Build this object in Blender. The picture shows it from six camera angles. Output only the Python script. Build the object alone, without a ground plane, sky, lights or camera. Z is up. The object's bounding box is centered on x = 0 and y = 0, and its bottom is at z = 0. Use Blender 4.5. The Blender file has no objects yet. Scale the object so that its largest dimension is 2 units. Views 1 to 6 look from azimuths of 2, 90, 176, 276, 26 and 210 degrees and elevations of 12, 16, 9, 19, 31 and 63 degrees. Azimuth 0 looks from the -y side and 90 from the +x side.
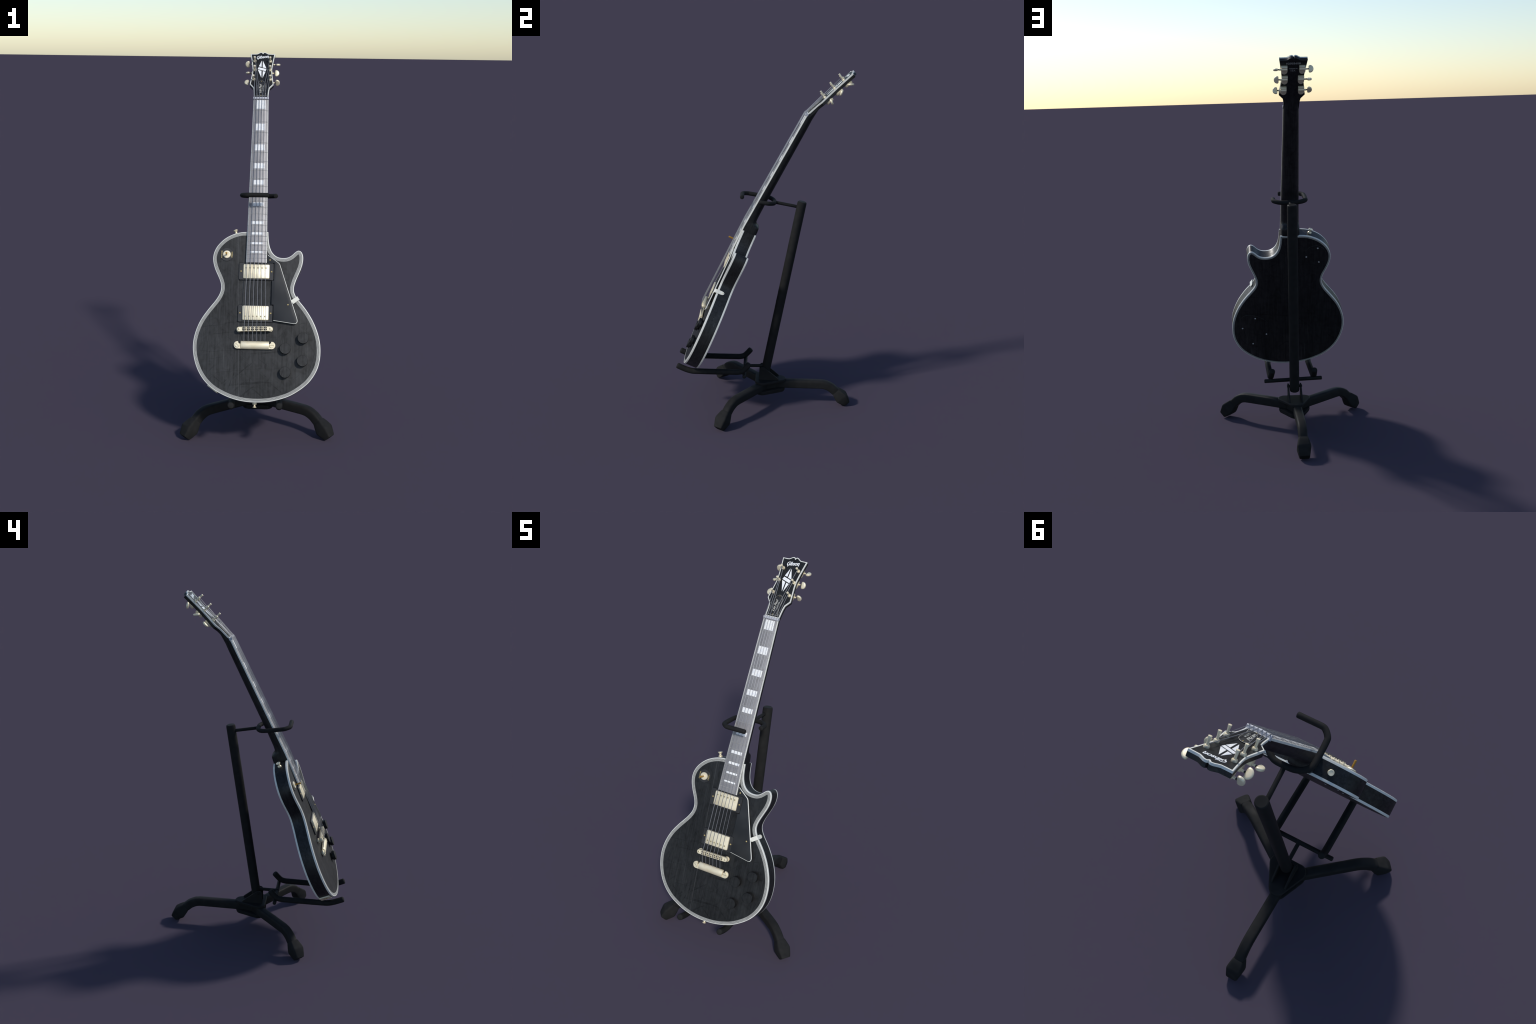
import bpy, bmesh, math
import numpy as np
from mathutils import Vector, Matrix
from mathutils.geometry import delaunay_2d_cdt

# ------------------------------------------------------------------ frames
# Guitar frame: X = world x, Y = along the body towards the head, Z = out of
# the front face.  Head frame: the same, tipped back by HEAD_TIP degrees.
BODY_LEAN = math.radians(67.5)
HEAD_TIP = math.radians(23.0)
GUITAR_ORIGIN = Vector((-0.0140, -0.4783, 0.2857))
gL = Vector((0, math.cos(BODY_LEAN), math.sin(BODY_LEAN)))
gN = Vector((0, -math.sin(BODY_LEAN), math.cos(BODY_LEAN)))
GUITAR_MATRIX = Matrix(((1, 0, 0, GUITAR_ORIGIN.x),
                        (0, gL.y, gN.y, GUITAR_ORIGIN.y),
                        (0, gL.z, gN.z, GUITAR_ORIGIN.z),
                        (0, 0, 0, 1)))
HEAD_S, HEAD_N = 1.628, -0.0653
cH, sH = math.cos(HEAD_TIP), math.sin(HEAD_TIP)


def head(x, t, h):
    """head-stock coordinates -> guitar coordinates"""
    return Vector((x, HEAD_S + t * cH + h * sH, HEAD_N - t * sH + h * cH))


def flat(x, s, n):
    return Vector((x, s, n))


# ---------------------------------------------------------------- materials
def new_material(name, color, rough=0.5, metallic=0.0, spec=0.5, coat=0.0):
    m = bpy.data.materials.new(name)
    m.use_nodes = True
    b = m.node_tree.nodes['Principled BSDF']
    b.inputs['Base Color'].default_value = (*color, 1)
    b.inputs['Roughness'].default_value = rough
    b.inputs['Metallic'].default_value = metallic
    b.inputs['Specular IOR Level'].default_value = spec
    b.inputs['Coat Weight'].default_value = coat
    return m


def noise_color(m, dark, light, scale=(1, 1, 1), noise=20.0, lo=0.35, hi=0.7,
                detail=5.0, bump=0.0, rough_var=0.0, distortion=0.0):
    """two-tone grain on object coordinates"""
    nt = m.node_tree
    b = nt.nodes['Principled BSDF']
    tc = nt.nodes.new('ShaderNodeTexCoord')
    mp = nt.nodes.new('ShaderNodeMapping')
    mp.inputs['Scale'].default_value = scale
    nz = nt.nodes.new('ShaderNodeTexNoise')
    nz.inputs['Scale'].default_value = noise
    nz.inputs['Detail'].default_value = detail
    nz.inputs['Distortion'].default_value = distortion
    cr = nt.nodes.new('ShaderNodeValToRGB')
    cr.color_ramp.elements[0].position = lo
    cr.color_ramp.elements[0].color = (*dark, 1)
    cr.color_ramp.elements[1].position = hi
    cr.color_ramp.elements[1].color = (*light, 1)
    nt.links.new(tc.outputs['Object'], mp.inputs['Vector'])
    nt.links.new(mp.outputs['Vector'], nz.inputs['Vector'])
    nt.links.new(nz.outputs['Fac'], cr.inputs['Fac'])
    nt.links.new(cr.outputs['Color'], b.inputs['Base Color'])
    if bump:
        bp = nt.nodes.new('ShaderNodeBump')
        bp.inputs['Strength'].default_value = bump
        bp.inputs['Distance'].default_value = 0.002
        nt.links.new(nz.outputs['Fac'], bp.inputs['Height'])
        nt.links.new(bp.outputs['Normal'], b.inputs['Normal'])
    if rough_var:
        mr = nt.nodes.new('ShaderNodeMapRange')
        r0 = b.inputs['Roughness'].default_value
        mr.inputs['To Min'].default_value = r0 - rough_var
        mr.inputs['To Max'].default_value = r0 + rough_var
        nt.links.new(nz.outputs['Fac'], mr.inputs['Value'])
        nt.links.new(mr.outputs['Result'], b.inputs['Roughness'])
    return nz, cr


def black_wood(name, seam=False):
    """worn satin black lacquer: lengthwise grain, pale rubbed streaks, scratches"""
    m = new_material(name, (0.02, 0.02, 0.022), rough=0.5, spec=0.5)
    nt = m.node_tree
    b = nt.nodes['Principled BSDF']
    tc = nt.nodes.new('ShaderNodeTexCoord')

    def noise(scale, nscale, detail, dist=0.0, rot=0.0):
        mp = nt.nodes.new('ShaderNodeMapping')
        mp.inputs['Scale'].default_value = scale
        if rot:                     # turn first, then stretch
            mp.vector_type = 'TEXTURE'
            mp.inputs['Scale'].default_value = [1 / k for k in scale]
            mp.inputs['Rotation'].default_value = (0, 0, rot)
        nz = nt.nodes.new('ShaderNodeTexNoise')
        nz.inputs['Scale'].default_value = nscale
        nz.inputs['Detail'].default_value = detail
        nz.inputs['Distortion'].default_value = dist
        nt.links.new(tc.outputs['Object'], mp.inputs['Vector'])
        nt.links.new(mp.outputs['Vector'], nz.inputs['Vector'])
        return nz

    grain = noise((22, 1.3, 22), 6, 6)
    blotch = noise((1, 0.7, 1), 30, 6, 1.2)
    cloud = noise((1, 0.5, 1), 7, 3, 0.6)
    streak = noise((30, 2.2, 30), 3.2, 4)

    def math_node(op, a, b):
        n = nt.nodes.new('ShaderNodeMath')
        n.operation = op
        for k, v in enumerate((a, b)):
            if isinstance(v, (int, float)):
                n.inputs[k].default_value = v
            else:
                nt.links.new(v, n.inputs[k])
        return n.outputs[0]

    f = math_node('ADD', math_node('MULTIPLY', grain.outputs['Fac'], 0.36),
                  math_node('ADD', math_node('MULTIPLY', blotch.outputs['Fac'], 0.34),
                            math_node('MULTIPLY', cloud.outputs['Fac'], 0.30)))
    ramp = nt.nodes.new('ShaderNodeValToRGB')
    ramp.color_ramp.elements[0].position = 0.36
    ramp.color_ramp.elements[0].color = (0.0020, 0.0021, 0.0024, 1)
    ramp.color_ramp.elements[1].position = 0.64
    ramp.color_ramp.elements[1].color = (0.0120, 0.0124, 0.013, 1)
    nt.links.new(f, ramp.inputs['Fac'])
    # rubbed pale streaks along the grain, in loose patches
    patch = nt.nodes.new('ShaderNodeMapRange')
    patch.inputs['From Min'].default_value = 0.52
    patch.inputs['From Max'].default_value = 0.66
    nt.links.new(cloud.outputs['Fac'], patch.inputs['Value'])
    line = nt.nodes.new('ShaderNodeMapRange')
    line.inputs['From Min'].default_value = 0.55
    line.inputs['From Max'].default_value = 0.70
    nt.links.new(streak.outputs['Fac'], line.inputs['Value'])
    rub = math_node('MULTIPLY', math_node('MULTIPLY', patch.outputs[0], line.outputs[0]), 0.8)
    rubbed = nt.nodes.new('ShaderNodeMix')
    rubbed.data_type = 'RGBA'
    rubbed.inputs['B'].default_value = (0.032, 0.033, 0.034, 1)
    nt.links.new(rub, rubbed.inputs['Factor'])
    nt.links.new(ramp.outputs['Color'], rubbed.inputs['A'])
    # darker hair-line scratches in three directions
    out = rubbed.outputs['Result']
    wear = 1.0
    for rot, sc in ((0.75, 1.7), (-0.62, 2.1), (1.30, 1.9), (0.12, 1.1)):
        scratch = noise((2.2, 55, 20), sc, 3, 2.2, rot=rot)
        sr = nt.nodes.new('ShaderNodeValToRGB')
        sr.color_ramp.elements[0].position = 0.27
        sr.color_ramp.elements[0].color = (0.25, 0.25, 0.25, 1)
        sr.color_ramp.elements[1].position = 0.36
        sr.color_ramp.elements[1].color = (1, 1, 1, 1)
        nt.links.new(scratch.outputs['Fac'], sr.inputs['Fac'])
        mul = nt.nodes.new('ShaderNodeMix')
        mul.data_type = 'RGBA'
        mul.blend_type = 'MULTIPLY'
        mul.inputs['Factor'].default_value = 0.6
        nt.links.new(out, mul.inputs['A'])
        nt.links.new(sr.outputs['Color'], mul.inputs['B'])
        out = mul.outputs['Result']
        wear = math_node('MULTIPLY', wear, math_node('ADD', math_node('MULTIPLY', sr.outputs['Color'], 0.40), 0.60))
    # the sheen breaks up with the same blotches
    rr = nt.nodes.new('ShaderNodeMapRange')
    rr.inputs['From Min'].default_value = 0.35
    rr.inputs['From Max'].default_value = 0.65
    rr.inputs['To Min'].default_value = 0.54
    rr.inputs['To Max'].default_value = 0.44
    nt.links.new(f, rr.inputs['Value'])
    nt.links.new(rr.outputs[0], b.inputs['Roughness'])
    sp = nt.nodes.new('ShaderNodeMapRange')
    sp.inputs['From Min'].default_value = 0.40
    sp.inputs['From Max'].default_value = 0.60
    sp.inputs['To Min'].default_value = 0.39
    sp.inputs['To Max'].default_value = 0.60
    nt.links.new(f, sp.inputs['Value'])
    nt.links.new(math_node('MULTIPLY', math_node('ADD', sp.outputs[0], math_node('MULTIPLY', rub, 0.25)), wear),
                 b.inputs['Specular IOR Level'])
    if seam:
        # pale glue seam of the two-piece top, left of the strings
        sep = nt.nodes.new('ShaderNodeSeparateXYZ')
        nt.links.new(tc.outputs['Object'], sep.inputs['Vector'])
        line = nt.nodes.new('ShaderNodeMath')
        line.operation = 'MULTIPLY_ADD'          # x + 0.0306*s
        line.inputs[1].default_value = 0.0306
        nt.links.new(sep.outputs['Y'], line.inputs[0])
        nt.links.new(sep.outputs['X'], line.inputs[2])
        cmp_ = nt.nodes.new('ShaderNodeMath')
        cmp_.operation = 'COMPARE'
        cmp_.inputs[1].default_value = -0.0729
        cmp_.inputs[2].default_value = 0.0011
        nt.links.new(line.outputs[0], cmp_.inputs[0])
        sc = nt.nodes.new('ShaderNodeMath')
        sc.operation = 'MULTIPLY'
        sc.inputs[1].default_value = 0.7
        nt.links.new(cmp_.outputs[0], sc.inputs[0])
        mx = nt.nodes.new('ShaderNodeMix')
        mx.data_type = 'RGBA'
        mx.inputs['B'].default_value = (0.06, 0.06, 0.062, 1)
        nt.links.new(sc.outputs[0], mx.inputs['Factor'])
        nt.links.new(out, mx.inputs['A'])
        out = mx.outputs['Result']
    nt.links.new(out, b.inputs['Base Color'])
    bp = nt.nodes.new('ShaderNodeBump')
    bp.inputs['Strength'].default_value = 0.04
    bp.inputs['Distance'].default_value = 0.002
    nt.links.new(grain.outputs['Fac'], bp.inputs['Height'])
    nt.links.new(bp.outputs['Normal'], b.inputs['Normal'])
    return m


M_TOP = black_wood('black_lacquer_top', seam=True)
M_WOOD = black_wood('black_lacquer')
M_WHITE = new_material('aged_white_binding', (0.76, 0.76, 0.70), 0.45)
noise_color(M_WHITE, (0.70, 0.70, 0.65), (0.80, 0.80, 0.745), noise=30)
M_PLY = new_material('black_binding_ply', (0.03, 0.03, 0.03), 0.5)
M_PLYWHITE = new_material('grey_binding_ply', (0.42, 0.42, 0.39), 0.5)
noise_color(M_PLY, (0.05, 0.05, 0.05), (0.10, 0.10, 0.096), noise=60)
noise_color(M_PLYWHITE, (0.46, 0.46, 0.43), (0.58, 0.58, 0.54), noise=40)
M_CREAM = new_material('cream_gold_metal', (0.85, 0.78, 0.60), 0.46, metallic=0.42)
noise_color(M_CREAM, (0.82, 0.71, 0.48), (0.91, 0.82, 0.61), noise=26, lo=0.25, hi=0.55,
            rough_var=0.06)
M_GOLD = new_material('brass_screw', (0.55, 0.42, 0.18), 0.4, metallic=0.5)
noise_color(M_GOLD, (0.40, 0.30, 0.12), (0.62, 0.50, 0.24), noise=120)
M_DULLGOLD = new_material('dull_pole_piece', (0.36, 0.29, 0.15), 0.5, metallic=0.3)
noise_color(M_DULLGOLD, (0.34, 0.29, 0.16), (0.48, 0.42, 0.26), noise=150)
M_STRING = new_material('steel_string', (0.2, 0.2, 0.22), 0.4, metallic=0.3)
noise_color(M_STRING, (0.19, 0.195, 0.215), (0.25, 0.255, 0.275), noise=200)
M_FRET = new_material('fret_wire', (0.40, 0.40, 0.38), 0.4, metallic=0.3)
noise_color(M_FRET, (0.40, 0.40, 0.38), (0.52, 0.52, 0.49), noise=90)
M_NUT = new_material('bone_nut', (0.50, 0.51, 0.56), 0.4)
noise_color(M_NUT, (0.44, 0.45, 0.50), (0.56, 0.57, 0.62), noise=60)
M_BOARD = new_material('grey_ebony_board', (0.40, 0.39, 0.40), 0.5, metallic=0.43)
noise_color(M_BOARD, (0.26, 0.247, 0.25), (0.355, 0.345, 0.352), scale=(9, 1, 9), noise=14,
            lo=0.28, hi=0.52, bump=0.1)
M_PEARL = new_material('pearl_inlay', (0.85, 0.87, 0.88), 0.25, coat=0.3)
noise_color(M_PEARL, (0.78, 0.81, 0.88), (0.98, 0.98, 0.96), scale=(2, 1, 1), noise=60,
            lo=0.3, hi=0.55, distortion=1.0)
M_PLASTIC = new_material('black_plastic', (0.022, 0.022, 0.023), 0.45)
noise_color(M_PLASTIC, (0.018, 0.018, 0.019), (0.030, 0.030, 0.031), scale=(1, 1, 1), noise=24)
M_KNOB = black_wood('black_knob')
M_GUARD = new_material('pickguard_black', (0.016, 0.018, 0.020), 0.40, spec=0.35)
noise_color(M_GUARD, (0.012, 0.013, 0.015), (0.028, 0.029, 0.031), noise=9, detail=3)
M_AMBER = new_material('amber_switch_tip', (0.42, 0.22, 0.02), 0.35)
noise_color(M_AMBER, (0.34, 0.17, 0.015), (0.48, 0.26, 0.03), noise=80)
M_DARK = new_material('dark_slot', (0.02, 0.02, 0.02), 0.6)
noise_color(M_DARK, (0.016, 0.016, 0.016), (0.024, 0.024, 0.024), noise=80)
M_BRACKET = new_material('pale_guard_bracket', (0.86, 0.84, 0.74), 0.3)
noise_color(M_BRACKET, (0.80, 0.78, 0.68), (0.88, 0.86, 0.78), noise=60)
M_INK = new_material('silver_stamp', (0.4, 0.4, 0.4), 0.5)
noise_color(M_INK, (0.40, 0.40, 0.40), (0.55, 0.55, 0.54), noise=150)
M_SCRIPT = new_material('cream_script', (0.55, 0.54, 0.48), 0.5)
noise_color(M_SCRIPT, (0.48, 0.47, 0.42), (0.60, 0.59, 0.53), noise=150)
M_STAND = new_material('stand_black_paint', (0.020, 0.020, 0.020), 0.5, spec=0.05)
noise_color(M_STAND, (0.0175, 0.0175, 0.0175), (0.0225, 0.0225, 0.0225), noise=35)
M_FOAM = new_material('stand_black_foam', (0.020, 0.020, 0.020), 0.65, spec=0.05)
noise_color(M_FOAM, (0.0175, 0.0175, 0.0175), (0.0225, 0.0225, 0.0225), noise=60, bump=0.1)
M_RUBBER = new_material('stand_black_rubber', (0.021, 0.021, 0.021), 0.7, spec=0.05)
noise_color(M_RUBBER, (0.0185, 0.0185, 0.0185), (0.0235, 0.0235, 0.0235), noise=45)

# ------------------------------------------------------------ mesh helpers
GUITAR = bpy.data.objects.new('electric_guitar', None)
STAND = bpy.data.objects.new('guitar_stand', None)
for e in (GUITAR, STAND):
    e.empty_display_size = 0.1
    bpy.context.scene.collection.objects.link(e)
GUITAR.matrix_world = GUITAR_MATRIX
STAND.matrix_world = Matrix.Translation((-0.014, 0.025, 0.0))
GUITAR['label'] = 'black single-cutaway electric guitar with white binding and cream hardware'
GUITAR['category'] = 'guitar'
STAND['label'] = 'black tubular tripod floor stand with padded arms and neck hook'
STAND['category'] = 'stand'


class Build:
    """collects vertices/faces (with a material slot per face)"""

    def __init__(self):
        self.v, self.f, self.m = [], [], []

    def add(self, verts, faces, mat=0):
        o = len(self.v)
        self.v += [tuple(p) for p in verts]
        self.f += [tuple(i + o for i in f) for f in faces]
        self.m += [mat] * len(faces)
        return o

    def rings(self, rings, cap0=True, cap1=True, mats=None, closed=True):
        """skin a list of equal-length closed rings"""
        n = len(rings[0])
        o = len(self.v)
        for r in rings:
            self.v += [tuple(p) for p in r]
        for k in range(len(rings) - 1):
            a, b = o + k * n, o + (k + 1) * n
            mk = mats[k] if mats else 0
            for i in range(n if closed else n - 1):
                j = (i + 1) % n
                self.f.append((a + i, a + j, b + j, b + i))
                self.m.append(mk)
        if cap0:
            self.f.append(tuple(reversed(range(o, o + n))))
            self.m.append(mats[0] if mats else 0)
        if cap1:
            k = o + (len(rings) - 1) * n
            self.f.append(tuple(range(k, k + n)))
            self.m.append(mats[-1] if mats else 0)
        return self

    def obj(self, name, mats, parent, smooth=35, matrix=None, recalc=True):
        me = bpy.data.meshes.new(name)
        me.from_pydata(self.v, [], self.f)
        if not isinstance(mats, (list, tuple)):
            mats = [mats]
        for m in mats:
            me.materials.append(m)
        me.polygons.foreach_set('material_index', self.m)
        if recalc:
            bm = bmesh.new()
            bm.from_mesh(me)
            bmesh.ops.remove_doubles(bm, verts=bm.verts, dist=1e-6)
            bmesh.ops.recalc_face_normals(bm, faces=bm.faces)
            bm.to_mesh(me)
            bm.free()
        if smooth:
            me.polygons.foreach_set('use_smooth', [True] * len(me.polygons))
            me.set_sharp_from_angle(angle=math.radians(smooth))
        me.update()
        return place(me, name, parent, matrix)


def place(me, name, parent, matrix=None):
    ob = bpy.data.objects.new(name, me)
    bpy.context.scene.collection.objects.link(ob)
    ob.parent = parent
    if matrix is not None:
        ob.matrix_local = matrix
    return ob


def offset_loop(pts, d):
    """move a closed 2-D loop inwards by d (counter-clockwise or clockwise)"""
    p = np.asarray(pts, float)
    area = 0.5 * np.sum(p[:, 0] * np.roll(p[:, 1], -1) - np.roll(p[:, 0], -1) * p[:, 1])
    sgn = 1 if area > 0 else -1
    e = np.roll(p, -1, 0) - p
    e /= np.maximum(np.linalg.norm(e, axis=1), 1e-9)[:, None]
    nrm = np.stack([-e[:, 1], e[:, 0]], 1) * sgn
    prev = np.roll(nrm, 1, 0)
    bis = nrm + prev
    bis /= np.maximum(np.linalg.norm(bis, axis=1), 1e-9)[:, None]
    cosv = np.clip((bis * nrm).sum(1), 0.5, 1)
    return p + bis * (d / cosv)[:, None]


def slab(build, pts, levels, frame=flat, cap0=True, cap1=True, mats=None):
    """prism with chamfers: levels = [(inset, height), ...] bottom to top"""
    rings = []
    for ins, h in levels:
        q = offset_loop(pts, ins) if abs(ins) > 1e-9 else np.asarray(pts, float)
        rings.append([frame(a, b, h) for a, b in q])
    build.rings(rings, cap0, cap1, mats)
    return build


def lathe(build, base, axis, profile, seg=24, cap0=True, cap1=True, mat=0):
    """profile = [(radius, distance along axis)]"""
    axis = Vector(axis).normalized()
    u = axis.orthogonal().normalized()
    w = axis.cross(u)
    base = Vector(base)
    rings = []
    for r, d in profile:
        rings.append([base + axis * d + (u * math.cos(2 * math.pi * i / seg) +
                                         w * math.sin(2 * math.pi * i / seg)) * r
                      for i in range(seg)])
    build.rings(rings, cap0, cap1, mats=[mat] * (len(rings)))
    return build


def catmull(pts, step=None, per=8, closed=False):
    """centripetal-ish Catmull-Rom through control points"""
    P = [Vector(p) for p in pts]
    n = len(P)
    out = []
    rng = range(n if closed else n - 1)
    for i in rng:
        p1, p2 = P[i], P[(i + 1) % n]
        p0 = P[i - 1] if (i > 0 or closed) else p1 + (p1 - p2)
        p3 = P[(i + 2) % n] if (i + 2 < n or closed) else p2 + (p2 - p1)
        t0 = 0.0
        t1 = t0 + max((p1 - p0).length, 1e-6) ** 0.5
        t2 = t1 + max((p2 - p1).length, 1e-6) ** 0.5
        t3 = t2 + max((p3 - p2).length, 1e-6) ** 0.5
        for k in range(per):
            t = t1 + (t2 - t1) * k / per
            a1 = p0 * ((t1 - t) / (t1 - t0)) + p1 * ((t - t0) / (t1 - t0))
            a2 = p1 * ((t2 - t) / (t2 - t1)) + p2 * ((t - t1) / (t2 - t1))
            a3 = p2 * ((t3 - t) / (t3 - t2)) + p3 * ((t - t2) / (t3 - t2))
            b1 = a1 * ((t2 - t) / (t2 - t0)) + a2 * ((t - t0) / (t2 - t0))
            b2 = a2 * ((t3 - t) / (t3 - t1)) + a3 * ((t - t1) / (t3 - t1))
            out.append(b1 * ((t2 - t) / (t2 - t1)) + b2 * ((t - t1) / (t2 - t1)))
    if not closed:
        out.append(P[-1])
    return out


def tube(build, path, radius, seg=14, round0=True, round1=True, mat=0):
    """round bar along a path with softly rounded ends"""
    P = [Vector(p) for p in path]
    rad = radius if callable(radius) else (lambda f: radius)
    T = []
    for i in range(len(P)):
        a = P[max(i - 1, 0)]
        b = P[min(i + 1, len(P) - 1)]
        T.append((b - a).normalized())
    u = T[0].orthogonal().normalized()
    rings = []

    def ring(c, u, t, r):
        w = t.cross(u)
        return [c + (u * math.cos(2 * math.pi * i / seg) + w * math.sin(2 * math.pi * i / seg)) * r
                for i in range(seg)]
    n = len(P)
    for i in range(n):
        t = T[i]
        u = (u - t * u.dot(t)).normalized()
        r = rad(i / (n - 1))
        if i == 0 and round0:
            for a in (80, 55, 30):
                q = math.radians(a)
                rings.append(ring(P[0] - t * r * 0.45 * math.sin(q), u, t, r * (0.55 + 0.45 * math.cos(q))))
        rings.append(ring(P[i], u, t, r))
        if i == n - 1 and round1:
            for a in (30, 55, 80):
                q = math.radians(a)
                rings.append(ring(P[i] + t * r * 0.45 * math.sin(q), u, t, r * (0.55 + 0.45 * math.cos(q))))
    build.rings(rings, True, True, mats=[mat] * len(rings))
    return build


def text_mesh(words, size, frame, cx, cy, h, angle=0.0, mirror=False, shear=0.0,
              bold=0.0, stretch=1.0, thick=0.0006, spacing=1.0):
    """lettering in the built-in font, laid on a flat frame; (cx, cy) = centre"""
    cu = bpy.data.curves.new('lettering', 'FONT')
    cu.body = words
    cu.size = size
    cu.align_x = 'CENTER'
    cu.align_y = 'CENTER'
    cu.shear = shear
    cu.offset = bold
    cu.space_character = spacing
    cu.resolution_u = 3
    cu.extrude = thick * 0.5
    tmp = bpy.data.objects.new('lettering', cu)
    bpy.context.scene.collection.objects.link(tmp)
    dg = bpy.context.evaluated_depsgraph_get()
    dg.update()
    me = bpy.data.meshes.new_from_object(tmp.evaluated_get(dg))
    bpy.data.objects.remove(tmp)
    bpy.data.curves.remove(cu)
    ca, sa = math.cos(angle), math.sin(angle)
    xs = [v.co.x for v in me.vertices]
    ys = [v.co.y for v in me.vertices]
    mx, my = (min(xs) + max(xs)) / 2, (min(ys) + max(ys)) / 2
    for v in me.vertices:
        x, y, z = (v.co.x - mx) * stretch, v.co.y - my, v.co.z
        if mirror:
            x, z = -x, -z
        v.co = frame(cx + x * ca - y * sa, cy + x * sa + y * ca, h + z)
    me.materials.clear()
    return me


# ============================================================ GUITAR: BODY
# right-hand listing starts where the upper bout meets the neck and runs down
# the left side, round the bottom and up to the cut-away corner: (x, s)
CONTOUR = [(-.0535, .8700), (-.0805, .8685), (-.1067, .8625), (-.1361, .8510), (-.1652, .8336),
           (-.1908, .8096), (-.2098, .7840), (-.2215, .7554), (-.2252, .7286), (-.2216, .7020),
           (-.2109, .6689), (-.1968, .6394), (-.1848, .6132), (-.1778, .5895), (-.1773, .5695),
           (-.1834, .5464), (-.2022, .5131), (-.2269, .4812), (-.2518, .4481), (-.2734, .4150),
           (-.2902, .3805), (-.3032, .3412), (-.3101, .3087), (-.3121, .2763), (-.3099, .2441),
           (-.3031, .2089), (-.2904, .1707), (-.2720, .1340), (-.2480, .1010), (-.2225, .0760),
           (-.1960, .0560), (-.1639, .0390), (-.1235, .0215), (-.0863, .0105), (-.0503, .0036),
           (-.0171, .0003), (.0200, -.0002), (.0618, .0022), (.0989, .0083), (.1331, .0173),
           (.1786, .0335), (.2297, .0640), (.2693, .0964), (.2975, .1315), (.3198, .1748),
           (.3306, .2190), (.3332, .2672), (.3283, .3162), (.3144, .3653), (.2904, .4195),
           (.2520, .4790), (.2220, .5150), (.1995, .5470), (.1920, .5690), (.1944, .5912),
           (.2052, .6244), (.2192, .6577), (.2330, .6944), (.2392, .7311), (.2368, .7577),
           (.2275, .7752), (.2171, .7808), (.2058, .7771), (.1913, .7620), (.1736, .7455),
           (.1570, .7376), (.1329, .7357), (.1132, .7380), (.0967, .7456), (.0805, .7613),
           (.0697, .7811), (.0630, .8044), (.0588, .8345), (.0567, .8715)]


def body_loop():
    fine = np.array([(p.x, p.y) for p in catmull([(a, b, 0) for a, b in CONTOUR], per=10)])
    seg = np.r_[0, np.cumsum(np.linalg.norm(np.diff(fine, axis=0), axis=1))]
    n = int(seg[-1] / 0.0055)
    u = np.linspace(0, seg[-1], n)
    p = np.stack([np.interp(u, seg, fine[:, 0]), np.interp(u, seg, fine[:, 1])], 1)
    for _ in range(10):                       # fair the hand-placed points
        q = p.copy()
        q[1:-1] = 0.25 * p[:-2] + 0.5 * p[1:-1] + 0.25 * p[2:]
        p = q
    close = [(0.0567 + (-.0535 - .0567) * k / 14, .8715 + (.8700 - .8715) * k / 14) for k in range(1, 14)]
    return np.vstack([p, close])


LOOP = body_loop()
RIM_BACK = -0.0846


def rim_front(s):
    """height of the front edge: the face plane leans a little with s"""
    return 0.0010 - 0.0010 * s / 0.87


def loop_distance(pts):
    a = LOOP
    b = np.roll(LOOP, -1, 0)
    ab = b - a
    l2 = (ab * ab).sum(1)
    out = np.empty(len(pts))
    for i, p in enumerate(pts):
        t = np.clip(((p - a) * ab).sum(1) / l2, 0, 1)
        out[i] = np.sqrt((((a + t[:, None] * ab) - p) ** 2).sum(1).min())
    return out


def inside_loop(pts):
    a = LOOP
    b = np.roll(LOOP, -1, 0)
    res = np.zeros(len(pts), bool)
    for i, (x, y) in enumerate(pts):
        c = ((a[:, 1] > y) != (b[:, 1] > y)) & \
            (x < (b[:, 0] - a[:, 0]) * (y - a[:, 1]) / (b[:, 1] - a[:, 1] + 1e-12) + a[:, 0])
        res[i] = c.sum() % 2 == 1
    return res


def top_height(d, pts):
    t = np.clip((d - 0.018) / 0.085, 0, 1)
    return rim_front(pts[:, 1]) + 0.0008 * t * t * (3 - 2 * t)


def plate_face(inset, height_fn, grid=0.016):
    """triangulated panel inside the rim, following a height rule"""
    ring = offset_loop(LOOP, inset)
    # let tight corners (horn tip) close up cleanly
    keep = loop_distance(ring) > inset * 0.93
    ring = ring[keep]
    xs = np.arange(-.33, .35, grid)
    ys = np.arange(-.01, .89, grid)
    g = np.array([(x + (0.5 * grid if j % 2 else 0), y) for j, y in enumerate(ys) for x in xs])
    g = g[inside_loop(g)]
    g = g[loop_distance(g) > inset + 0.008]
    allp = np.vstack([ring, g])
    n = len(ring)
    res = delaunay_2d_cdt([Vector(p) for p in allp], [], [list(range(n))], 1, 1e-7)
    v2, faces = res[0], res[2]
    pts = np.array([(p.x, p.y) for p in v2])
    z = height_fn(loop_distance(pts), pts)
    b = Build()
    b.add([(p[0], p[1], zz) for p, zz in zip(pts, z)], faces)
    return b


FRONT_BIND, BACK_BIND = 0.0195, 0.0125
BODY = Build()
rings = []
for f in (0.0, 0.25, 0.5, 0.75, 1.0):
    rings.append([flat(x, s, (rim_front(s) - 0.0105) * (1 - f) + (RIM_BACK + 0.0105) * f) for x, s in LOOP])
BODY.rings(rings, False, False)
body_side = BODY.obj('body_side', M_WOOD, GUITAR)

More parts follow.
